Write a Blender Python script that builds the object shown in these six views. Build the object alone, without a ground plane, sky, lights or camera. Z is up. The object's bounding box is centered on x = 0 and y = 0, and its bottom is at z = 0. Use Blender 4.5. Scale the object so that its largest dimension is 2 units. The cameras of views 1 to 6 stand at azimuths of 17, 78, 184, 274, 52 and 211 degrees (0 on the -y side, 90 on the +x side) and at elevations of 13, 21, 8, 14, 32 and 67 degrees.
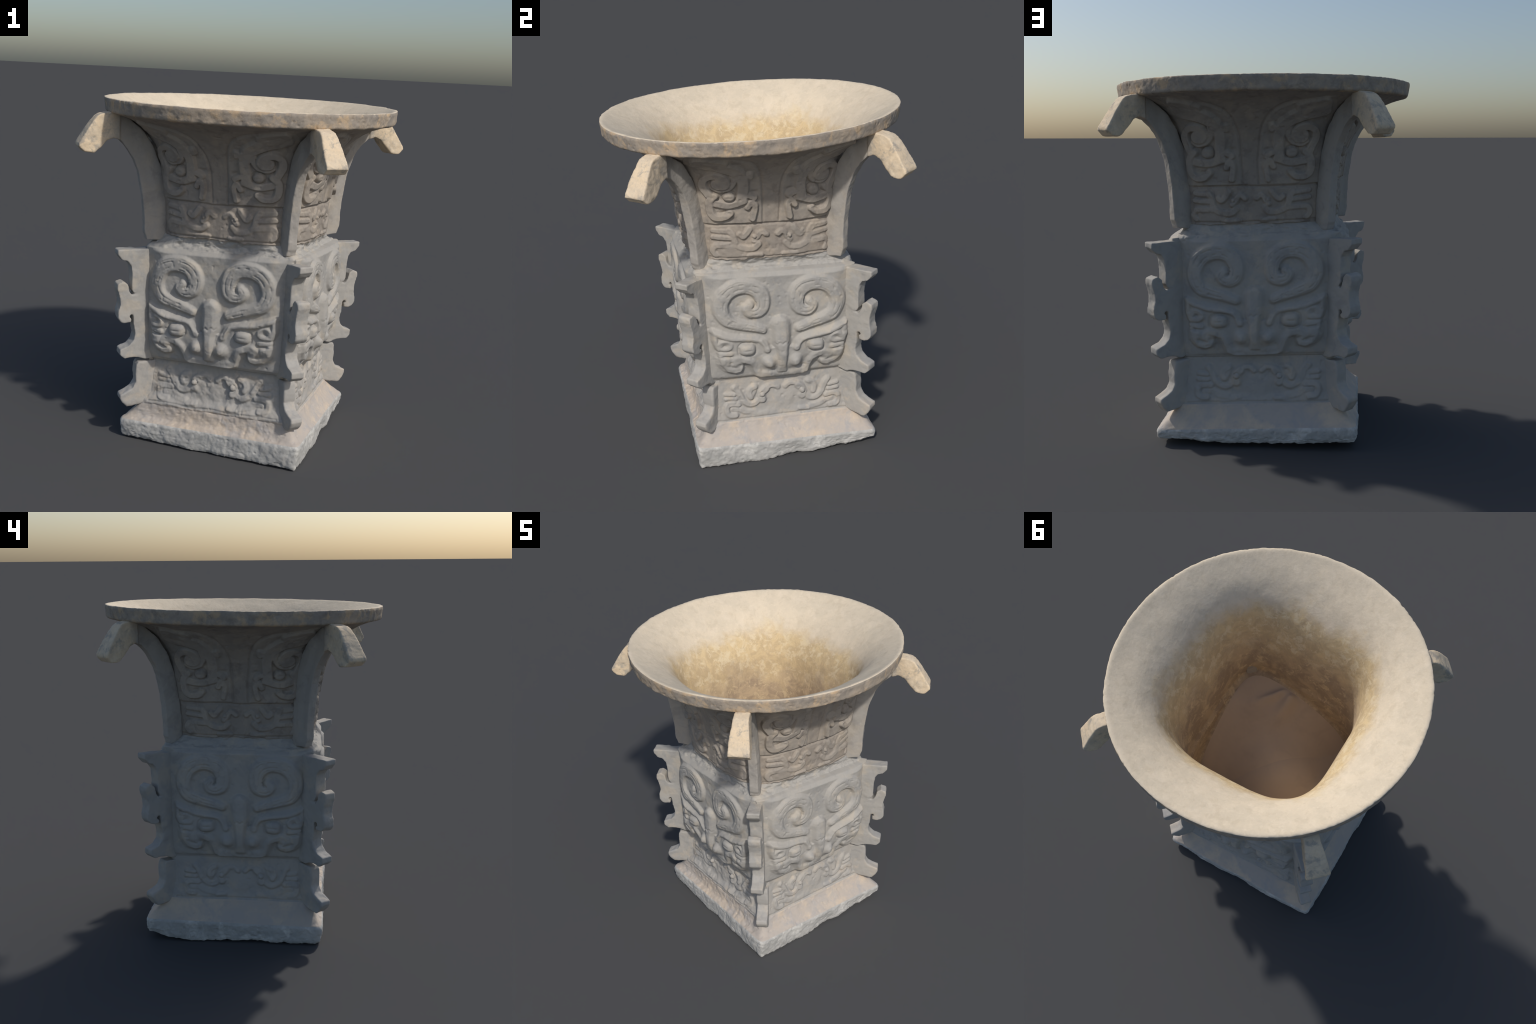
# Square-bodied archaic bronze wine vessel: round flared mouth, animal-mask reliefs,
# notched flanges on the four corners, downward hooks under the lip, rough plinth.
import bpy, bmesh, math
import numpy as np

for o in list(bpy.data.objects):
    bpy.data.objects.remove(o)

RAD = math.radians
CX, CY = -0.006, 0.006          # axis of the square body


# ------------------------------------------------------------------ noise
def _hash(i, j, k, seed):
    n = (i * 73856093) ^ (j * 19349663) ^ (k * 83492791) ^ (seed * 2654435761 & 0x7fffffff)
    n = (n ^ (n >> 13)) & 0x7fffffff
    n = (n * 1274126177) & 0x7fffffff
    n = (n ^ (n >> 16)) & 0xffff
    return n / 32767.5 - 1.0


def noise(P, scale, seed=0):
    q = np.asarray(P) * scale + 1000.0
    f = np.floor(q)
    i = f.astype(np.int64)
    t = q - f
    t = t * t * t * (t * (t * 6 - 15) + 10)
    out = 0.0
    for a in (0, 1):
        wa = t[:, 0] if a else 1 - t[:, 0]
        for b in (0, 1):
            wb = t[:, 1] if b else 1 - t[:, 1]
            for c in (0, 1):
                wc = t[:, 2] if c else 1 - t[:, 2]
                out = out + wa * wb * wc * _hash(i[:, 0] + a, i[:, 1] + b, i[:, 2] + c, seed)
    return out


def fbm(P, scale, octaves=3, seed=0, gain=0.5):
    s, amp, tot = 0.0, 1.0, 0.0
    for o in range(octaves):
        s = s + amp * noise(P, scale * 2.03 ** o, seed + 17 * o)
        tot += amp
        amp *= gain
    return s / tot


def smooth(x):
    x = np.clip(x, 0, 1)
    return x * x * (3 - 2 * x)


# ------------------------------------------------------------------ body section
# outer profile: height, half width, squareness exponent of the section
OUTER = [
    (0.000, .533, 44), (0.012, .537, 44), (0.060, .539, 44), (0.108, .541, 44), (0.122, .535, 40),
    (0.138, .518, 34), (0.165, .497, 28), (0.195, .479, 24), (0.222, .468, 22), (0.232, .466, 22),
    (0.238, .460, 22), (0.300, .451, 20), (0.380, .445, 18), (0.470, .438, 16), (0.502, .434, 16),
    (0.508, .436, 15), (0.516, .441, 14), (0.540, .445, 14), (0.620, .449, 14), (0.800, .449, 14), (1.100, .449, 14), (1.150, .453, 15),
    (1.168, .455, 15), (1.176, .453, 15), (1.182, .447, 14), (1.187, .438, 11), (1.196, .431, 7), (1.226, .429, 4.6),
    (1.234, .431, 3.9), (1.241, .439, 3.6), (1.270, .440, 3.6), (1.440, .447, 3.6), (1.570, .467, 3.5),
    (1.650, .490, 3.0), (1.700, .513, 2.65), (1.750, .548, 2.35), (1.800, .598, 2.12),
    (1.850, .668, 2.04), (1.878, .724, 2.03), (1.892, .768, 2), (1.899, .790, 2), (1.904, .816, 2), (1.908, .829, 2),
    (1.916, .834, 2), (1.945, .837, 2), (1.972, .841, 2), (1.983, .839, 2)]
INNER = [
    (1.987, .833, 2), (1.982, .818, 2), (1.960, .775, 2), (1.934, .722, 2.02), (1.899, .662, 2.08),
    (1.850, .598, 2.25), (1.800, .547, 2.5), (1.750, .508, 2.9), (1.700, .479, 3.3), (1.650, .460, 3.6),
    (1.550, .436, 4), (1.400, .417, 4.1), (1.300, .410, 4.2), (1.200, .407, 4.8), (1.130, .410, 5.5), (1.112, .406, 5.5), (1.102, .390, 5)]
FLOOR = [(1.070, .34, 4), (1.046, .25, 3), (1.038, .15, 2.5), (1.035, .06, 2), (1.034, .004, 2)]


def resample(prof, step):
    p = np.array(prof, float)
    seg = np.hypot(np.diff(p[:, 0]), np.diff(p[:, 1]))
    out = []
    for a, b, l in zip(p[:-1], p[1:], seg):
        n = max(1, int(math.ceil(l / step)))
        for k in range(n):
            out.append(a + (b - a) * k / n)
    out.append(p[-1])
    return np.array(out)


def curved(prof, step, passes=0, lo=0, hi=9):
    """Smooth the resampled profile a little so that bends are not faceted."""
    r = resample(prof, step)
    s = r.copy()
    for _ in range(2):
        s[1:-1] = .25 * s[:-2] + .5 * s[1:-1] + .25 * s[2:]
    s[0], s[-1] = r[0], r[-1]
    for _ in range(passes):                    # long sweeps of the flare are ironed out further
        m = (s[1:-1, 0] > lo) & (s[1:-1, 0] < hi)
        s[1:-1][m] = (.25 * s[:-2] + .5 * s[1:-1] + .25 * s[2:])[m]
    return s


NQ = 200                                     # columns per face
rows_o = curved(OUTER, .0046, 60, 1.262, 1.885)
rows_i = curved([OUTER[-1]] + INNER, .008, 30, 1.13, 1.972)[1:]
rows_f = curved([INNER[-1]] + FLOOR, .012)[1:]
rows = np.vstack([rows_o, rows_i, rows_f])
NO, NI = len(rows_o), len(rows_o) + len(rows_i)
NR, NC = len(rows), 4 * NQ
t = (np.arange(NQ) / NQ) * 2 - 1
phi = np.concatenate([np.arctan(t) + k * math.pi / 2 for k in range(4)])   # face 0:+x 1:+y 2:-x 3:-y
face_id = np.repeat(np.arange(4), NQ)

Z = rows[:, 0][:, None] * np.ones(NC)
H = rows[:, 1][:, None]
NN = rows[:, 2][:, None]
c, s = np.abs(np.cos(phi))[None, :], np.abs(np.sin(phi))[None, :]
R = H / (c ** NN + s ** NN) ** (1 / NN)
# the neck sits turned a little on the body
yaw = RAD(-0.6) + RAD(-1.6) * smooth((Z - 1.17) / .05)
yaw = np.where(np.arange(NR)[:, None] >= NO, RAD(-2.2), yaw)
ang = phi[None, :] + yaw
X = R * np.cos(ang)
Y = R * np.sin(ang)

PHI = np.broadcast_to(phi[None, :], Z.shape)
OUT = np.arange(NR)[:, None] < NO
OUTM = np.broadcast_to(OUT, Z.shape)


def warp(P):
    """Casting sag: corner +x+y hangs lower; axis offset; lip tilts a little. In place."""
    x, y, z = P[:, 0], P[:, 1], P[:, 2].copy()
    a, b = np.clip(x / .45, -1.2, 1.2), np.clip(y / .45, -1.2, 1.2)
    k = smooth(z / .12) * (1 - smooth((z - 1.35) / .4))
    top = smooth((z - 1.5) / .4)
    ax, ay = CX * (1 - top), CY * (1 - top)
    low = 1 - smooth((z - .12) / .12)
    r = np.hypot(x, y)
    th = np.arctan2(y, x)
    f = 1 + top * smooth((r - .3) / .4) * (-.002 * np.sin(2 * th) - .003 * np.cos(4 * th))
    neckx = smooth((z - 1.19) / .05) * (1 - smooth((z - 1.6) / .25))
    P[:, 0] = x * f + ax + low * (.002 + .012 * x + .016 * y + .024 * np.minimum(x, 0)) + .015 * neckx
    P[:, 1] = y * f + ay + low * (.024 - .010 * y - .016 * x) - .009 * neckx
    P[:, 2] = z + k * (-.004 * a - .007 * b - .014 * a * b) + top * (-.0076 * x + .014 * y)
    return P


# ------------------------------------------------------------------ relief motifs
# Centre lines in face coordinates: sideways from the mask's axis, height (metres).
# tuple: name, points, half width, height, softness of the edge, mirrored
def spline(pts, n=14):
    p = np.array(pts, float)
    if len(p) == 2:
        return p
    q = np.vstack([2 * p[0] - p[1], p, 2 * p[-1] - p[-2]])
    out = []
    u = np.linspace(0, 1, n, endpoint=False)[:, None]
    for k in range(len(p) - 1):
        a, b, c_, d = q[k:k + 4]
        out.append(.5 * (2 * b + (c_ - a) * u + (2 * a - 5 * b + 4 * c_ - d) * u ** 2 + (3 * b - a - 3 * c_ + d) * u ** 3))
    out.append(p[-1:])
    return np.vstack(out)


def dist_line(S, T, pts):
    """distance to the polyline and position 0..1 along it"""
    best = np.full(S.shape, 9.0)
    along = np.zeros(S.shape)
    m = len(pts) - 1
    for k in range(m):
        a, b = pts[k], pts[k + 1]
        d = b - a
        L = d @ d + 1e-12
        u = np.clip(((S - a[0]) * d[0] + (T - a[1]) * d[1]) / L, 0, 1)
        dd = np.hypot(S - a[0] - u * d[0], T - a[1] - u * d[1])
        w = dd < best
        best = np.where(w, dd, best)
        along = np.where(w, (k + u) / m, along)
    return best, along


def in_poly(S, T, poly):
    inside = np.zeros(S.shape, bool)
    n = len(poly)
    for k in range(n):
        (x0, y0), (x1, y1) = poly[k], poly[(k + 1) % n]
        cond = (y0 > T) != (y1 > T)
        xi = (x1 - x0) * (T - y0) / (y1 - y0 + 1e-12) + x0
        inside ^= cond & (S < xi)
    return inside


HORN = [(.104, .825), (.163, .847), (.236, .868), (.298, .899), (.328, .952), (.327, 1.005), (.300, 1.055), (.256, 1.086),
        (.205, 1.096), (.153, 1.087), (.111, 1.053), (.097, 1.003), (.105, .957), (.134, .935), (.167, .937), (.184, .959), (.170, .982)]
HORN_W = [.024, .029, .032, .038, .043, .045, .046, .047, .047, .047, .047, .045, .041, .036, .033, .031, .027]
PLATE = [(.0, .705), (.062, .715), (.085, .722), (.112, .768), (.179, .786), (.269, .798), (.378, .841), (.381, .756), (.368, .724),
         (.359, .664), (.352, .622), (.315, .572), (.270, .556), (.236, .566), (.226, .596), (.216, .622), (.186, .612), (.172, .578), (.156, .532),
         (.120, .513), (.060, .508), (.0, .506)]
BELLY = [
    ("brow", [(.082, .700), (.098, .742), (.130, .768), (.179, .778), (.269, .792), (.375, .830)], .014, .016, .010),
    ("ear", [(.373, .825), (.372, .770), (.358, .731), (.326, .722), (.300, .733), (.295, .752), (.326, .768), (.345, .754)], .013, .014, .008),
    ("cheek", [(.296, .690), (.352, .698)], .013, .012, .008),
    ("boss", [(.322, .641), (.326, .640)], .024, .020, .018),
    ("lip", [(.278, .633), (.252, .646), (.228, .648), (.195, .632), (.170, .603), (.151, .560), (.128, .537), (.064, .530), (.0, .527)], .020, .016, .016),
    ("jaw", [(.352, .664), (.345, .622), (.313, .586), (.278, .574), (.247, .584), (.240, .606), (.258, .620)], .017, .018, .012)]
FOOT = [
    ("crest", [(.022, .418), (.048, .436), (.078, .434), (.102, .414)], .012, .016, .010),
    ("crest", [(.096, .420), (.116, .400), (.124, .372), (.120, .352)], .018, .018, .010),
    ("leaf", [(.160, .438), (.186, .424), (.196, .398), (.188, .374)], .013, .016, .010),
    ("leaf", [(.160, .432), (.166, .405), (.180, .380)], .010, .010, .010),
    ("dragon", [(.139, .352), (.165, .332), (.194, .330), (.226, .350), (.244, .376)], .013, .014, .010),
    ("dragon", [(.240, .368), (.252, .396), (.266, .424), (.280, .442)], .013, .016, .009),
    ("claw", [(.285, .400), (.334, .408)], .009, .014, .007),
    ("claw", [(.278, .372), (.334, .376)], .009, .013, .007),
    ("tail", [(.264, .338), (.306, .342), (.333, .330), (.336, .298), (.320, .276), (.284, .272)], .013, .015, .009),
    ("tail", [(.270, .305), (.300, .306)], .012, .010, .009),
    ("leg", [(.100, .268), (.150, .264)], .009, .012, .008),
    ("leg", [(.169, .276), (.222, .287), (.250, .302)], .013, .010, .010)]
BAND = [
    ("crest", [(.031, 1.374), (.052, 1.391), (.070, 1.383), (.084, 1.358), (.100, 1.342)], .010, .012, .007),
    ("leaf", [(.120, 1.410), (.140, 1.383), (.158, 1.368), (.174, 1.380)], .011, .011, .007),
    ("dragon", [(.078, 1.320), (.104, 1.298), (.146, 1.298), (.183, 1.311), (.204, 1.337), (.213, 1.379), (.228, 1.402)], .012, .011, .008),
    ("claw", [(.224, 1.361), (.312, 1.368)], .009, .011, .006),
    ("claw", [(.240, 1.400), (.312, 1.406)], .009, .008, .006),
    ("tail", [(.197, 1.318), (.259, 1.320), (.302, 1.316), (.316, 1.288), (.300, 1.262)], .011, .012, .008),
    ("leg", [(.062, 1.256), (.131, 1.256)], .009, .010, .006)]
NECK = [
    ("hook_scroll", [(.100, 1.476), (.087, 1.545), (.105, 1.572), (.126, 1.540)], .011, .010, .007),
    ("claw", [(.092, 1.598), (.120, 1.614)], .011, .010, .007),
    ("dragon", [(.160, 1.589), (.153, 1.656), (.155, 1.705), (.170, 1.748), (.206, 1.780), (.262, 1.805), (.343, 1.823), (.391, 1.842)], .020, .010, .008),
    ("barb", [(.118, 1.735), (.120, 1.752), (.140, 1.744)], .010, .009, .007),
    ("spiral", [(.316, 1.625), (.343, 1.685), (.338, 1.729), (.303, 1.749), (.257, 1.740), (.236, 1.708), (.250, 1.684), (.280, 1.686), (.287, 1.706), (.268, 1.716)], .014, .013, .007),
    ("barb", [(.208, 1.748), (.201, 1.705), (.226, 1.668), (.270, 1.658), (.298, 1.672)], .010, .009, .006),
    ("jaw", [(.294, 1.619), (.320, 1.585), (.317, 1.520), (.292, 1.490), (.246, 1.490), (.220, 1.512)], .013, .012, .008),
    ("snout", [(.146, 1.583), (.222, 1.562), (.290, 1.572)], .015, .009, .010),
    ("horn_tip", [(.262, 1.835), (.310, 1.850), (.407, 1.866)], .012, .009, .008)]
BLADE = [(.044, 1.442), (.046, 1.572), (.053, 1.672), (.068, 1.738), (.092, 1.790), (.134, 1.826), (.202, 1.851), (.265, 1.863), (.345, 1.877)]

S = np.where(face_id % 2 == 0, 1, 1)[None, :] * np.zeros_like(Z)
tx = np.array([0, -1, 0, 1.])[face_id][None, :]
ty = np.array([1, 0, -1, 0.])[face_id][None, :]
S = X * tx + Y * ty                            # signed sideways coordinate seen from outside
# axis of the motifs on each face for foot, belly, neck
AXIS = {"foot": (.004, -.006, .006, -.012), "belly": (.000, -.018, .004, -.024), "neck": (-.006, -.026, .004, -.020)}
RELIEF = np.zeros_like(Z)
LABEL = np.zeros(Z.shape, int)
NAMES = ["body"]


def lab(name):
    if name not in NAMES:
        NAMES.append(name)
    return NAMES.index(name)


P0 = np.stack([X, Y, Z], -1)


def local(zone, z0, z1):
    """flat index of the vertices of one zone, with mirrored sideways coordinate"""
    m = OUTM & (Z > z0) & (Z < z1)
    idx = np.flatnonzero(m)
    fid = np.broadcast_to(face_id[None, :], Z.shape).ravel()[idx]
    sx = S.ravel()[idx] - np.array(AXIS[zone])[fid]
    zz = Z.ravel()[idx]
    p = P0.reshape(-1, 3)[idx]
    sx = sx + .0035 * noise(p, 9, 3)           # hand-made irregularity
    zz = zz + .0035 * noise(p, 9, 4)
    return idx, sx, zz, fid, p


def lay(idx, sx, zz, zone, motifs, gain=1.0, wear=None, broad=1.0, soft=1.0):
    base = np.zeros(len(idx))
    lb = np.zeros(len(idx), int)
    a = np.abs(sx)
    for name, pts, w, h, e in motifs:
        q = spline(pts)
        w, e = w * broad, e * soft
        lo, hi = q.min(0) - w - .02, q.max(0) + w + .02
        sel = np.flatnonzero((a > lo[0]) & (a < hi[0]) & (zz > lo[1]) & (zz < hi[1]))
        if not len(sel):
            continue
        d, u = dist_line(a[sel], zz[sel], q)
        v = h * gain * smooth((w + e * .5 - d) / e)
        if wear is not None:
            v = v * wear[sel]
        old = base[sel]
        base[sel] = np.maximum(old, v)
        lb[sel] = np.where((v > old) & (d < w), lab(name), lb[sel])
    return base, lb


def bead(idx, a, zz, cx, cz, rx, rz, h, base, lb, name, slit=0.0, power=2.0):
    q = (np.abs((a - cx) / rx) ** power + np.abs((zz - cz) / rz) ** power) ** (1 / power)
    v = h * np.sqrt(np.clip(1 - np.minimum(q, 1) ** 3, 0, 1))
    ringgroove = -.006 * np.exp(-((q - 1.12) / .10) ** 2)
    base += np.where(q >= 1, ringgroove, 0)
    m = q < 1
    base[m] = np.maximum(base[m] * .3, 0) + v[m]
    if slit:
        base -= slit * np.exp(-((zz - cz) / .004) ** 2) * np.exp(-((a - cx) / (rx * .5)) ** 4)
    lb[q < 1.02] = lab(name)


# ---- belly: the large animal mask
idx, sx, zz, fid, p = local("belly", .500, 1.17)
a = np.abs(sx)
wear = (1 - .45 * smooth(noise(p, 7, 8) * 1.5)) * (1 - .3 * smooth(noise(p, 20, 11) * 1.5))
base, lb = lay(idx, sx, zz, "belly", [])
plate_in = in_poly(a, zz, PLATE)
edge, _ = dist_line(a, zz, np.array(PLATE[1:-1] + [PLATE[-1]], float))
plate = .014 * np.where(plate_in, smooth(.45 + edge / .016), smooth(.45 - edge / .016))
b2, l2 = lay(idx, sx, zz, "belly", BELLY, .95, wear, 1.25, 1.7)
pits = .008 * np.exp(-(np.hypot((a - .316) / .020, (zz - .752) / .016)) ** 2) + .014 * np.exp(-(np.hypot((a - .232) / .022, (zz - .612) / .014)) ** 2) \
    + .008 * np.exp(-(np.hypot((a - .335) / .040, (zz - .708) / .007)) ** 2) + .008 * np.exp(-(np.hypot((a - .325) / .035, (zz - .672) / .006)) ** 2)
base = plate + b2 - pits
lb = np.where(plate_in, lab("mask_plate"), lb)
lb = np.where(l2 > 0, l2, lb)
hs = spline(HORN)
d, u = dist_line(a, zz, hs)
wv = np.interp(u, np.linspace(0, 1, len(HORN_W)), HORN_W)
horn = .022 * smooth((wv + .008 - d) / .020) * (1 - .18 * np.clip(d / wv, 0, 1) ** 2)
q = d / wv
ripple = noise(p, 38, 21)
horn -= .0045 * np.exp(-((q - .34) / .08) ** 2) * (q < 1) * smooth(.6 + ripple * 1.6)
horn -= .0040 * np.exp(-((q - .68) / .07) ** 2) * (q < 1) * smooth(.5 + noise(p, 30, 22) * 1.8)
horn -= .0012 * np.exp(-((u * 60 % 3.3 - 1.6) / .25) ** 2) * (q < .75) * smooth(ripple * 2.2)
lb = np.where((horn > base) & (d < wv + .002), lab("horn"), lb)
base = np.maximum(base, horn)
# deep pit in the eye of the spiral
base -= .008 * np.exp(-(np.hypot((a - .196) / .020, (zz - 1.000) / .014)) ** 2)
# nose: long ridge, broad crown, swelling towards the muzzle
wn = np.interp(zz, [.53, .56, .60, .70, .745, .85], [.052, .046, .040, .042, .052, .055])
wn = wn * np.sqrt(np.clip(1 - (np.clip(zz - .850, 0, 1) / .056) ** 2, 0, 1)) + 1e-4
hn = np.interp(zz, [.530, .555, .60, .65, .74, .80, .88, .906], [.012, .040, .048, .047, .040, .036, .032, .020])
nose = hn * smooth((wn + .012 - a) / .040) * (1 - .22 * np.clip(a / (wn + .01), 0, 1) ** 2) * (zz < .912)
nose -= .005 * np.exp(-((zz - .735 - .012 * np.abs(np.sin(a * 95)) - .004 * noise(p, 30, 77)) / .006) ** 2) * (a < .045)
nose -= .003 * np.exp(-((a - .030) / .006) ** 2) * ((zz > .75) & (zz < .862))
lb = np.where((nose > base) & (a < wn + .002) & (zz < .905) & (zz > .535), lab("nose"), lb)
muzzle = .020 * smooth((.150 - a) / .09) * smooth((zz - .530) / .07) * smooth((.70 - zz) / .10)
base = np.maximum(base + muzzle * (1 - smooth((nose - .02) / .03)), nose * (zz < .91))
dn = np.hypot(a - .078, zz - .622)
base += .026 * smooth((.046 - dn) / .036) - .004 * np.exp(-((dn - .020) / .005) ** 2) * smooth(.3 + noise(p, 25, 19))
lb[dn < .040] = lab("nostril")
bead(idx, a, zz, .197, .712, .048, .038, .036, base, lb, "eye", .004, 2.8)
# faces lean into the corner welt
sa = S.ravel()[idx]
zr = Z.ravel()[idx]
base *= smooth((zz - .506) / .016)
# the panel is a cushion that swells from its frame; on +x it leans out towards +y
cush = np.where(fid == 1, .021, .026) * smooth((.418 - np.abs(sa)) / .11) * (.25 * smooth((zr - .505) / .02) + .75 * smooth((zr - .54) / .14)) * smooth((1.172 - zr) / .022)
lean = np.where(fid == 0, .008 * smooth((zr - .506) / .03) + (.004 + .024 * smooth((sa + .30) / .6)) * smooth((zr - .55) / .25), 0)
lean = lean + np.where(fid == 3, .006 * smooth((zr - .6) / .3), 0)
base += cush + lean
RELIEF.ravel()[idx] += base
LABEL.ravel()[idx] = lb

# ---- foot: pair of dragons
idx, sx, zz, fid, p = local("foot", .225, .50)
wear = np.where(fid == 3, .85, 1) * (1 - .6 * smooth(noise(p, 8, 9) * 1.6)) * (1 - .4 * smooth(noise(p, 20, 10) * 1.5))
base, lb = lay(idx, sx, zz, "foot", FOOT, .9, wear, 1.25, 1.6)
a = np.abs(sx)
bead(idx, a, zz, .120, .386, .017, .016, .020, base, lb, "eye")
base += .006 * smooth((.085 - np.hypot(a, (zz - .345))) / .05)
rough = np.where(fid == 3, 1.0, .25)
base += rough * .007 * fbm(p, 22, 3, 31)
zr = Z.ravel()[idx]
base -= np.where(fid == 3, .026, np.where(fid == 1, .008, .003)) * smooth((zr - .238) / .06)
base -= .006 * np.exp(-((zz - .243 + .004 * noise(p, 12, 5)) / .005) ** 2) * (a < .40)
RELIEF.ravel()[idx] += base
LABEL.ravel()[idx] = lb

# ---- neck: narrow dragon band, then upright blades with a dragon each
idx, sx, zz, fid, p = local("neck", 1.236, 1.445)
wear = np.where((fid == 3) | (fid == 0), .75, 1) * (1 - .5 * smooth(noise(p, 8, 12) * 1.6)) * (1 - .35 * smooth(noise(p, 22, 14) * 1.5))
base, lb = lay(idx, sx, zz, "neck", BAND, 1.35, wear, 1.45, 1.3)
a = np.abs(sx)
bead(idx, a, zz, .097, 1.366, .012, .012, .014, base, lb, "eye")
body_fill = .006 * smooth((.33 - a) / .02) * smooth((1.315 - zz) / .012) * smooth((a - .12) / .03)
base = np.maximum(base, body_fill)
fade = smooth((.36 - np.abs(S.ravel()[idx])) / .02)
wob = .003 * noise(p, 14, 6)
base -= fade * .010 * np.exp(-((zz - 1.437 + wob) / .0055) ** 2)
base -= fade * .008 * np.exp(-((zz - 1.2465 + wob) / .005) ** 2)
base *= 1
base += .003 * fbm(p, 20, 2, 33) * np.where((fid == 3) | (fid == 0), 1.2, .4)
RELIEF.ravel()[idx] += base
LABEL.ravel()[idx] = lb

idx, sx, zz, fid, p = local("neck", 1.445, 1.892)
wear = 1 - .25 * smooth(noise(p, 6, 13) * 1.5)
base, lb = lay(idx, sx, zz, "neck", NECK, 1.75, wear, 1.5)
a = np.abs(sx)
bead(idx, a, zz, .224, 1.615, .033, .030, .026, base, lb, "eye", .003)
blade = np.array(BLADE + [(.45, 1.89), (.45, 1.44)])
ins = in_poly(a, zz, blade)
d, u = dist_line(a, zz, spline(BLADE))
base += np.where(ins, .004 * smooth(d / .01), 0) - .0065 * np.exp(-(d / .0055) ** 2) * smooth((1.88 - zz) / .03)
base -= .010 * np.exp(-(np.hypot((a - .247) / .028, (zz - 1.516) / .010)) ** 2) + .009 * np.exp(-(np.hypot((a - .094) / .020, (zz - 1.628) / .012)) ** 2)
lb = np.where((lb == 0) & ins & (d > .004) & (zz < 1.875), lab("blade"), lb)
base += .002 * fbm(p, 24, 2, 35)
RELIEF.ravel()[idx] += base
LABEL.ravel()[idx] = lb


# ------------------------------------------------------------------ displace
def grid_normals(P):
    du = np.roll(P, -1, 1) - np.roll(P, 1, 1)
    dv = np.empty_like(P)
    dv[1:-1] = P[2:] - P[:-2]
    dv[0], dv[-1] = P[1] - P[0], P[-1] - P[-2]
    n = np.cross(du, dv)
    return n / (np.linalg.norm(n, axis=-1, keepdims=True) + 1e-12)


N0 = grid_normals(P0)
flat = P0.reshape(-1, 3)
zf = Z.ravel()
outer = OUTM.ravel()
disp = RELIEF.ravel().copy()
gen = .0026 * fbm(flat, 8, 2, 41) + np.where(outer, .0022 * fbm(flat, 34, 3, 43) - .003 * smooth((noise(flat, 52, 47) - .6) / .3), 0)
rimz = outer & (zf > 1.90)
plz = outer & (zf < .135)
skz = outer & (zf >= .115) & (zf < .245)
gen = gen + np.where(rimz, .0035 * fbm(flat, 26, 3, 51), 0)
pl_amt = np.where(plz, smooth((.14 - zf) / .03), 0)
stretched = flat * np.array([1, 1, .55])
gen = gen + pl_amt * (.006 * fbm(stretched, 20, 3, 53) + .007 * noise(flat, 7, 54) + .0025 * fbm(flat, 62, 2, 55))
front = outer & (np.broadcast_to(face_id[None, :], Z.shape).ravel() == 3)
frontw = front * smooth((.49 - np.abs(S.ravel())) / .12)
gen = gen + np.where(skz, (.0025 + .003 * frontw) * fbm(flat, 30, 3, 57) * smooth((zf - .115) / .02) * smooth((.245 - zf) / .02), 0)
gen = gen - np.where(skz, .012 * frontw * smooth((zf - .115) / .04) * smooth((.245 - zf) / .02), 0)
gen = gen + np.where(outer & (zf > 1.168) & (zf < 1.24), .011 * fbm(flat * np.array([1, 1, 2.2]), 24, 3, 61), 0)
inn = ~outer
gen = gen + np.where(inn, .0008 * fbm(flat, 40, 3, 63) + .0012 * fbm(flat, 7, 2, 64), 0)
isfloor = np.broadcast_to(np.arange(NR)[:, None] >= NI - 1, Z.shape).ravel()
disp += gen
P = flat + N0.reshape(-1, 3) * disp[:, None]
# uneven lower edge of the plinth
r = P[:, :2]
low = np.where(outer, smooth((.075 - zf) / .075), 0)
edgebump = .006 + .030 * np.clip(r[:, 1] / .5, 0, 1) ** 4 + .008 * noise(np.c_[r, 0 * zf], 5, 71) + .009 * np.abs(fbm(np.c_[r, 0 * zf], 24, 2, 73))
corner = .010 * np.clip(-r[:, 0] / .53, 0, 1) ** 3 * np.clip(r[:, 1] / .53, 0, 1) ** 3 + .008 * np.clip(r[:, 0] / .53, 0, 1) ** 2 * np.clip(r[:, 1] / .53, 0, 1)
P[:, 2] += low * np.maximum(edgebump + corner, 0)
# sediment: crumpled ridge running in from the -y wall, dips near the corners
fx, fy = P[:, 0], P[:, 1]
ridge = .06 * np.exp(-((fx - .09 - .25 * (fy + .3)) / .040) ** 2) * smooth((-.16 - fy) / .2) * smooth((.41 + fy) / .05)
ridge += .040 * np.exp(-((fx - .20 - .9 * (fy + .3)) / .022) ** 2) * smooth((-.18 - fy) / .15) * smooth((.41 + fy) / .05)
P[:, 2] += np.where(isfloor, .8 * ridge + .014 * noise(P, 4, 91), 0)
inrow = (~outer) & (zf < 1.36)
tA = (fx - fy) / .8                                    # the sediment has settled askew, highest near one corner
slope = .975 + .20 * np.maximum(tA, 0) - .95 * (np.sqrt(fx ** 2 + fy ** 2 + .05) - .2236) * (1 - smooth((tA + .3) / 1.0))
slope = np.clip(slope, .60, 1.17)
P[:, 2] += np.where(inrow, (slope - 1.04) * np.clip((1.36 - zf) / .28, 0, 1.1), 0)
P = warp(P)
P[:, 2] = np.maximum(P[:, 2], 0)

# ------------------------------------------------------------------ faces and normals
ii, jj = np.meshgrid(np.arange(NR - 1), np.arange(NC), indexing="ij")
a0 = ii * NC + jj
a1 = ii * NC + (jj + 1) % NC
quads = np.stack([a0, a1, a1 + NC, a0 + NC], -1).reshape(-1, 4)
qi = ii.ravel()
qj = jj.ravel()
nv = len(P)
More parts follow.
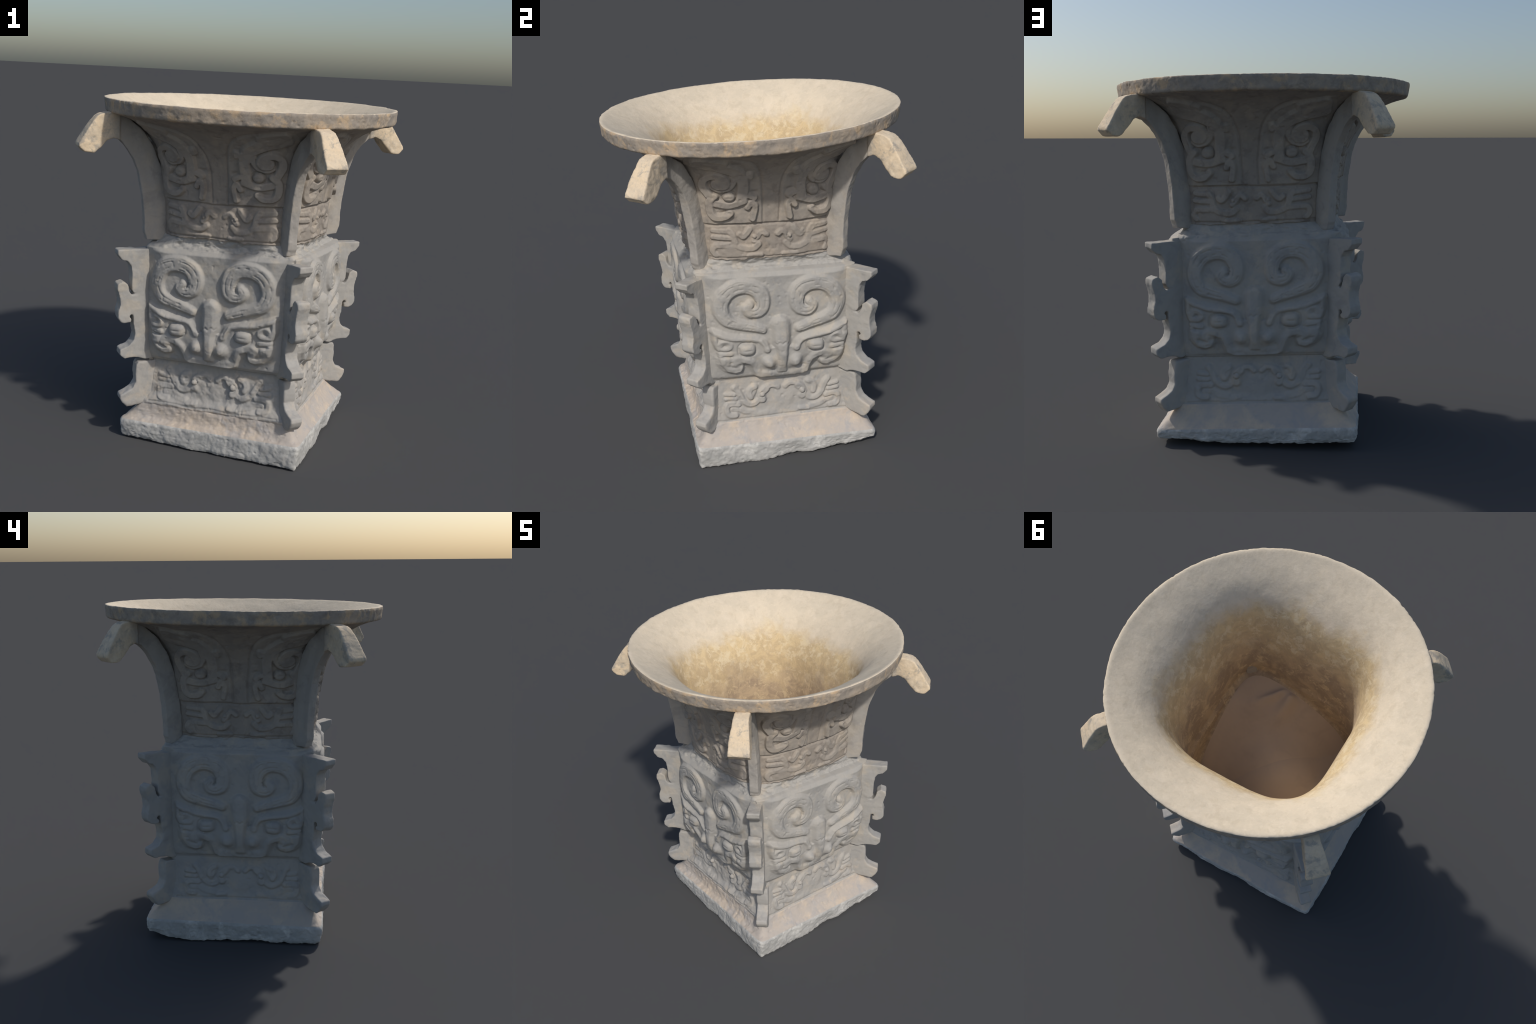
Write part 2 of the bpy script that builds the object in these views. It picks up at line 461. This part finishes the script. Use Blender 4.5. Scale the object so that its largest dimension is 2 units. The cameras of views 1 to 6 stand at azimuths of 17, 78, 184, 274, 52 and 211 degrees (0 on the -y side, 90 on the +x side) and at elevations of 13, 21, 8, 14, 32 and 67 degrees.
# caps
top_c, bot_c = nv, nv + 1
P = np.vstack([P, [[P[-NC:, 0].mean(), P[-NC:, 1].mean(), P[-NC:, 2].mean()]], [[0, 0, .02]]])
tri = []
for j in range(NC):
    k = (j + 1) % NC
    tri.append(((NR - 1) * NC + j, (NR - 1) * NC + k, top_c))
tri_top = np.array(tri)
bot = np.array([((j + 1) % NC, j, bot_c) for j in range(NC)])

vn = np.zeros_like(P)
fn = np.cross(P[quads[:, 2]] - P[quads[:, 0]], P[quads[:, 3]] - P[quads[:, 1]])
for k in range(4):
    np.add.at(vn, quads[:, k], fn)
for tr in (tri_top,):
    f2 = np.cross(P[tr[:, 1]] - P[tr[:, 0]], P[tr[:, 2]] - P[tr[:, 0]])
    for k in range(3):
        np.add.at(vn, tr[:, k], f2)
vn[bot_c] = (0, 0, -1)
vn /= np.linalg.norm(vn, axis=1, keepdims=True) + 1e-12

# region of every quad
zq = rows[:, 0][np.minimum(qi + 1, NR - 1)]
region = np.empty(len(quads), object)
outq = qi < NO - 1
for nm, lo, hi in (("plinth", -1, .124), ("skirt", .124, .238), ("foot", .238, .507), ("belly", .507, 1.17),
                   ("shoulder", 1.17, 1.236), ("neck", 1.236, 1.903), ("lip_edge", 1.903, 3)):
    region[outq & (zq >= lo) & (zq < hi)] = nm
region[~outq] = "bowl"
region[qi >= NI - 2] = "bowl_floor"
lq = LABEL.ravel()[quads]
same = np.where((lq == lq[:, :1]).all(1), lq[:, 0], np.sort(lq, 1)[:, 2])
sq = S.ravel()[quads].mean(1)

# ------------------------------------------------------------------ materials
def mat(name, c_main, c_alt, c_dark, c_light, rough=.85, patch=5.0, alt_amt=.6, dark_amt=.5, light_amt=.35,
        speck=0.0, c_speck=(.8, .7, .5), bump=.25, stretch=(1, 1, 1), extra=None):
    m = bpy.data.materials.new(name)
    m.use_nodes = True
    nt = m.node_tree
    nd, lk = nt.nodes, nt.links
    bs = nd["Principled BSDF"]
    bs.inputs["Roughness"].default_value = rough
    bs.inputs["Specular IOR Level"].default_value = .25
    tc = nd.new("ShaderNodeTexCoord")
    mp = nd.new("ShaderNodeMapping")
    mp.inputs["Scale"].default_value = stretch
    lk.new(tc.outputs["Object"], mp.inputs["Vector"])

    def nz(scale, detail=5, roughn=.6, dist=0.0, off=0.0):
        n = nd.new("ShaderNodeTexNoise")
        n.inputs["Scale"].default_value = scale
        n.inputs["Detail"].default_value = detail
        n.inputs["Roughness"].default_value = roughn
        n.inputs["Distortion"].default_value = dist
        if off:
            mo = nd.new("ShaderNodeMapping")
            mo.inputs["Location"].default_value = (off, off * 1.7, -off)
            lk.new(mp.outputs["Vector"], mo.inputs["Vector"])
            lk.new(mo.outputs["Vector"], n.inputs["Vector"])
        else:
            lk.new(mp.outputs["Vector"], n.inputs["Vector"])
        return n.outputs["Fac"]

    def ramp(src, lo, hi, amt=1.0):
        r_ = nd.new("ShaderNodeMapRange")
        r_.inputs["From Min"].default_value = lo
        r_.inputs["From Max"].default_value = hi
        r_.inputs["To Max"].default_value = amt
        lk.new(src, r_.inputs["Value"])
        return r_.outputs["Result"]

    def mix(fac, ca, cb):
        x = nd.new("ShaderNodeMix")
        x.data_type = "RGBA"
        lk.new(fac, x.inputs["Factor"])
        for sock, v in ((x.inputs["A"], ca), (x.inputs["B"], cb)):
            if isinstance(v, tuple):
                sock.default_value = (*v, 1)
            else:
                lk.new(v, sock)
        return x.outputs["Result"]

    col = mix(ramp(nz(patch), .42, .56, alt_amt), c_main, c_alt)
    col = mix(ramp(nz(patch * 1.9, 6, .65, .4, 3.1), .515, .64, dark_amt), col, c_dark)
    col = mix(ramp(nz(patch * 1.5, 6, .6, .3, 7.7), .52, .63, light_amt), col, c_light)
    if speck:
        col = mix(ramp(nz(46, 3, .6, .6, 5.3), .58, .70, speck), col, c_speck)
    if extra:
        col = extra(nd, lk, tc, nz, ramp, mix, col)
    grain = mix(ramp(nz(90, 3, .6), .35, .7, .16), col, c_dark)
    lk.new(grain, bs.inputs["Base Color"])
    b = nd.new("ShaderNodeBump")
    b.inputs["Strength"].default_value = bump
    b.inputs["Distance"].default_value = .004
    lk.new(nz(70, 5, .6), b.inputs["Height"])
    lk.new(b.outputs["Normal"], bs.inputs["Normal"])
    return m


def bowl_stain(nd, lk, tc, nz, ramp, mix, col):
    """straw-coloured stain below the flare, turning brown and streaky deeper down, with pale flakes"""
    sep = nd.new("ShaderNodeSeparateXYZ")
    lk.new(tc.outputs["Object"], sep.inputs["Vector"])

    def ragged(scale, amount, off):
        ad = nd.new("ShaderNodeMath")
        ad.operation = "MULTIPLY_ADD"
        lk.new(nz(scale, 6, .65, .3, off), ad.inputs[0])
        ad.inputs[1].default_value = amount
        lk.new(sep.outputs["Z"], ad.inputs[2])
        return ad.outputs[0]
    straw = mix(ramp(nz(12, 6, .7, .8, 2.2), .40, .58), (.72, .555, .32), (.58, .44, .26))
    straw = mix(ramp(nz(15, 6, .72, .45, 9.1), .50, .60, .75), straw, (.80, .67, .45))
    brown = mix(ramp(nz(9, 6, .65, .6, 4.4), .42, .57), (.58, .44, .285), (.41, .31, .215))
    brown = mix(ramp(nz(14, 6, .75, .5, 6.6), .53, .61, .85), brown, (.70, .55, .35))
    deep = mix(ramp(ragged(5, .75, 5.5), 2.00, 1.80), straw, brown)
    return mix(ramp(ragged(6, .30, 1.3), 1.985, 1.90), col, deep)


def cream_hooks(nd, lk, tc, nz, ramp, mix, col):
    """the hooks outside the lip are cleaned to a cream tone, blotched with grey; the ribs below stay grey"""
    sep = nd.new("ShaderNodeSeparateXYZ")
    lk.new(tc.outputs["Object"], sep.inputs["Vector"])
    flat_ = nd.new("ShaderNodeCombineXYZ")
    lk.new(sep.outputs["X"], flat_.inputs["X"])
    lk.new(sep.outputs["Y"], flat_.inputs["Y"])
    ln = nd.new("ShaderNodeVectorMath")
    ln.operation = "LENGTH"
    lk.new(flat_.outputs["Vector"], ln.inputs[0])
    ad = nd.new("ShaderNodeMath")
    ad.operation = "MULTIPLY_ADD"
    lk.new(nz(14, 5, .65, .3, 8.8), ad.inputs[0])
    ad.inputs[1].default_value = .12
    lk.new(ln.outputs["Value"], ad.inputs[2])
    cream = mix(ramp(nz(9), .42, .56, .8), (.79, .63, .435), (.68, .565, .42))
    cream = mix(ramp(nz(17, 6, .65, .4, 3.1), .525, .63, .75), cream, (.38, .345, .295))
    cream = mix(ramp(nz(13, 6, .6, .3, 7.7), .52, .63, .5), cream, (.87, .72, .52))
    return mix(ramp(ad.outputs[0], .83, .90), col, cream)


GREY = dict(c_main=(.432, .408, .370), c_alt=(.383, .372, .352), c_dark=(.315, .308, .298), c_light=(.53, .465, .375))
M_BELLY = mat("weathered_grey_bronze", **GREY, patch=5.5, dark_amt=.55, light_amt=.55)
M_FOOT = mat("dusty_grey_bronze", (.442, .413, .372), (.388, .375, .354), (.32, .318, .315), (.56, .475, .375), patch=5.5, light_amt=.55)
M_SKIRT = mat("dusty_skirt_bronze", (.55, .465, .38), (.455, .42, .39), (.37, .37, .38), (.68, .55, .41), patch=3.5, light_amt=.7, dark_amt=.6)
M_PLINTH = mat("chalky_plinth", (.50, .485, .455), (.43, .425, .40), (.345, .34, .325), (.74, .715, .66), patch=7, light_amt=.6, bump=.4)
M_NECK = mat("brown_grey_bronze", (.405, .355, .30), (.35, .315, .275), (.25, .22, .195), (.50, .42, .33), patch=6.5, alt_amt=.8, dark_amt=.6, light_amt=.5)
M_NECK_GROUND = mat("neck_ground_bronze", (.385, .333, .278), (.335, .297, .256), (.232, .20, .175), (.475, .395, .31), patch=6.5, alt_amt=.8, dark_amt=.6, light_amt=.45)
M_RIB = mat("grey_rib_bronze", (.43, .395, .35), (.39, .365, .335), (.30, .28, .26), (.52, .45, .36), patch=6, dark_amt=.55, bump=.4, extra=cream_hooks)
M_EDGE = mat("lip_edge_bronze", (.47, .385, .295), (.36, .315, .265), (.19, .175, .16), (.74, .52, .30), patch=8, alt_amt=.9, dark_amt=.5, light_amt=.55, bump=.45)
M_BOWL = mat("stained_bowl", (.76, .645, .485), (.70, .60, .455), (.60, .50, .36), (.83, .71, .55), patch=11, alt_amt=.8, dark_amt=.4, speck=.25,
             c_speck=(.88, .77, .60), bump=.35, extra=bowl_stain)
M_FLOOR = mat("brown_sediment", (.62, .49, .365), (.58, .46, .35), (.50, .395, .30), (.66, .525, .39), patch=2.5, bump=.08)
MATS = {"plinth": M_PLINTH, "skirt": M_SKIRT, "foot": M_FOOT, "belly": M_BELLY, "shoulder": M_BELLY, "neck": M_NECK_GROUND,
        "lip_edge": M_EDGE, "bowl": M_BOWL, "bowl_floor": M_FLOOR}

# ------------------------------------------------------------------ objects
col = bpy.context.scene.collection
root = bpy.data.objects.new("ritual_wine_vessel", None)
root["label"] = "square archaic bronze wine vessel, flared round mouth, animal masks and flanges"
root["category"] = "bronze vessel"
col.objects.link(root)


def make(name, faces, parent, material, verts=P, normals=vn):
    """object from a list of index arrays; its vertex normals are those of the whole body"""
    allv = np.concatenate([f.ravel() for f in faces])
    used, inv = np.unique(allv, return_inverse=True)
    me = bpy.data.meshes.new(name)
    co = verts[used]
    loops = inv
    sizes = np.concatenate([np.full(len(f), f.shape[1]) for f in faces])
    me.vertices.add(len(used))
    me.vertices.foreach_set("co", co.astype(np.float32).ravel())
    me.loops.add(len(loops))
    me.loops.foreach_set("vertex_index", loops.astype(np.int32))
    me.polygons.add(len(sizes))
    me.polygons.foreach_set("loop_start", np.concatenate([[0], np.cumsum(sizes)[:-1]]).astype(np.int32))
    me.update(calc_edges=True)
    me.validate()
    me.polygons.foreach_set("use_smooth", np.ones(len(me.polygons), bool))
    me.normals_split_custom_set_from_vertices(normals[used].astype(np.float32))
    me.materials.append(material)
    ob = bpy.data.objects.new(name, me)
    ob.parent = parent
    col.objects.link(ob)
    return ob


parts = {}
motif_zone = {"foot", "belly", "neck"}
faceq = face_id[qj]
is_motif = (same > 0) & np.isin(region, list(motif_zone))
for nm in ("plinth", "skirt", "foot", "belly", "shoulder", "neck", "lip_edge", "bowl", "bowl_floor"):
    sel = (region == nm) & ~is_motif
    fs = [quads[sel]]
    if nm == "plinth":
        fs.append(bot)
    if nm == "bowl_floor":
        fs.append(tri_top)
    parts[nm] = make(nm, fs, root, MATS[nm])
for nm in ("foot", "belly", "neck"):
    for k in range(4):
        for lbl in range(1, len(NAMES)):
            for side in (0, 1):
                single = NAMES[lbl] in ("nose", "mask_plate", "lip")
                if single and side:
                    continue
                sel = is_motif & (region == nm) & (faceq == k) & (same == lbl)
                if not single:
                    ax = {"foot": "foot", "belly": "belly", "neck": "neck"}[nm]
                    sel &= ((sq - AXIS[ax][k]) > 0) == bool(side)
                if sel.sum() > 12:
                    make(("mask_" if nm == "belly" else "dragon_") + NAMES[lbl].replace("mask_", "").replace("dragon", "body"),
                         [quads[sel]], parts[nm], M_NECK if nm == "neck" else MATS[nm])
                elif sel.sum():
                    make("relief_rest", [quads[sel]], parts[nm], MATS[nm])


# ------------------------------------------------------------------ flanges and hooks
BELLY_FLANGE = [(.555, 1.150), (.640, 1.146), (.700, 1.150), (.786, 1.152), (.786, 1.122), (.758, 1.090), (.728, 1.082), (.708, 1.052),
                (.702, .990), (.703, .915), (.690, .893), (.655, .890), (.655, .882), (.700, .882), (.716, .905), (.724, .945),
                (.750, .966), (.784, .955), (.787, .925), (.771, .868), (.769, .830), (.781, .785), (.779, .752),
                (.760, .727), (.735, .720), (.704, .722), (.702, .742), (.717, .751), (.708, .769), (.690, .762),
                (.689, .700), (.679, .650), (.688, .610), (.714, .582), (.766, .564), (.766, .530), (.740, .505),
                (.690, .508), (.655, .502), (.615, .484), (.555, .490)]
FOOT_FLANGE = [(.545, .474), (.655, .474), (.667, .456), (.673, .400), (.669, .352), (.688, .316), (.722, .298), (.760, .284),
               (.764, .262), (.748, .232), (.722, .203), (.690, .202), (.645, .206), (.610, .216), (.545, .220)]
NECK_FLANGE = [(.500, 1.190), (.594, 1.198), (.600, 1.225), (.608, 1.240), (.611, 1.320), (.618, 1.410), (.632, 1.520), (.652, 1.610), (.675, 1.672), (.700, 1.712),
               (.730, 1.752), (.770, 1.789), (.820, 1.803), (.862, 1.786), (.902, 1.738), (.936, 1.704), (.958, 1.695), (.990, 1.698),
               (1.020, 1.728), (1.018, 1.742), (.965, 1.826), (.920, 1.886), (.900, 1.901), (.868, 1.909), (.830, 1.914), (.800, 1.935),
               (.785, 1.922), (.735, 1.884), (.650, 1.815), (.592, 1.730), (.546, 1.620), (.521, 1.500), (.504, 1.350)]


def flange(name, outline, angle, half, centre, material, seed, hook=False, inset=0.0, arch=0.0, strip=0.0, lift=0.0):
    bm = bmesh.new()
    pts = []
    for r_, z_ in outline:
        if hook and .62 < r_ < .95 and z_ < 1.81:  # lower side of the arch
            z_ -= arch * math.sin(math.pi * (r_ - .62) / .33) ** .5
        w_ = float(smooth((r_ - .66) / .22)) if hook else 1.0
        root_ = hook and (r_ < .56 or (z_ > 1.68 and r_ < .66) or (z_ > 1.81 and r_ < .79))
        pts.append((r_ - (0 if root_ else inset * w_ + strip * (1 - w_)), z_ + lift))
    lo = [bm.verts.new((r_, -half, z_)) for r_, z_ in pts]
    f = bm.faces.new(lo)
    ext = bmesh.ops.extrude_face_region(bm, geom=[f])
    for v in ext["geom"]:
        if isinstance(v, bmesh.types.BMVert):
            v.co.y = half
    bmesh.ops.recalc_face_normals(bm, faces=bm.faces)
    bmesh.ops.triangulate(bm, faces=bm.faces[:], ngon_method="EAR_CLIP")
    me = bpy.data.meshes.new(name)
    bm.to_mesh(me)
    bm.free()
    ob = bpy.data.objects.new(name, me)
    col.objects.link(ob)
    rm = ob.modifiers.new("remesh", "REMESH")
    rm.mode = "VOXEL"
    rm.voxel_size = .0055
    sm = ob.modifiers.new("smooth", "SMOOTH")
    sm.factor = .5
    sm.iterations = 5
    dg = bpy.context.evaluated_depsgraph_get()
    me2 = bpy.data.meshes.new_from_object(ob.evaluated_get(dg))
    bpy.data.objects.remove(ob)
    n = len(me2.vertices)
    co = np.empty(n * 3, np.float32)
    me2.vertices.foreach_get("co", co)
    co = co.reshape(-1, 3).astype(float)
    nr = np.empty(n * 3, np.float32)
    me2.vertices.foreach_get("normal", nr)
    nr = nr.reshape(-1, 3)
    q = co + seed * 3.7
    co = co + nr * (.0035 * fbm(q, 14, 2, 81) + .0022 * fbm(q, 40, 3, 82))[:, None]
    if hook:                                       # strips are chamfered towards their outer edge
        rib = 1 - .22 * smooth((co[:, 0] - np.interp(co[:, 2], [1.2, 1.4, 1.6, 1.75], [.55, .56, .59, .66])) / .05) * (co[:, 0] < .78)
        co[:, 1] *= rib
    if hook:                                       # the plate of the hook widens to its tip
        along = co[:, 0] - co[:, 2] * .6
        wd = np.interp(along, [-.62, -.55, -.27, -.05], [1, 1.16, 1.22, 1.85])
        wd = np.where(co[:, 0] > .78, wd, 1 + .16 * smooth((co[:, 0] - .70) / .1))
        co[:, 1] *= wd
    ca, sa = math.cos(angle), math.sin(angle)
    out = co.copy()
    out[:, 0] = co[:, 0] * ca - co[:, 1] * sa
    out[:, 1] = co[:, 0] * sa + co[:, 1] * ca
    if not hook:
        out = warp(out)
    else:
        out[:, 0] += centre[0]
        out[:, 1] += centre[1]
        out[:, 2] += smooth((out[:, 2] - 1.5) / .4) * (-.0076 * out[:, 0] + .014 * out[:, 1])
    me2.vertices.foreach_set("co", out.astype(np.float32).ravel())
    me2.update()
    nf = len(me2.polygons)
    quad = np.array([p_.vertices[:] for p_ in me2.polygons if len(p_.vertices) == 4])
    me2.polygons.foreach_set("use_smooth", np.ones(nf, bool))
    nr = np.empty(n * 3, np.float32)
    me2.vertices.foreach_get("normal", nr)
    nr = nr.reshape(-1, 3)
    if not hook:
        ob = make(name, [quad], root, material, out, nr)
    else:
        rr = co[quad].mean(1)
        ishook = (rr[:, 0] > .70) & ((rr[:, 0] - (rr[:, 2] - 1.80) * .35) > .80)
        ob = make(name, [quad[~ishook]], root, M_RIB, out, nr)
        make("hook", [quad[ishook]], ob, M_RIB, out, nr)
    bpy.data.meshes.remove(me2)
    return ob


corner_mid = (41.7, 133.5, 222.4, 314.1)          # belly flanges: +x+y, -x+y, -x-y, +x-y
corner_low = (43.4, 133.8, 222.5, 315.7)
corner_top = (40.1, 132.7, 220.4, 312.8)
inset_mid = (-.002, .015, -.004, .038)
inset_low = (.000, .008, -.004, .048)
inset_top = (.006, .024, .010, .018)
strip_top = (-.008, .008, -.024, .012)
arch_drop = (.006, .012, .030, .022)
lift = (.014, 0, .006, 0)
for k in range(4):
    flange("belly_flange", BELLY_FLANGE, RAD(corner_mid[k]), .039, None, M_BELLY, k, inset=inset_mid[k], lift=lift[k])
    flange("foot_flange", FOOT_FLANGE, RAD(corner_low[k]), .037, None, M_FOOT, k + 5, inset=inset_low[k], lift=lift[k])
    flange("neck_flange", NECK_FLANGE, RAD(corner_top[k]), .034, (.002, 0), M_RIB, k + 9, hook=True, inset=inset_top[k],
           arch=arch_drop[k], strip=strip_top[k])
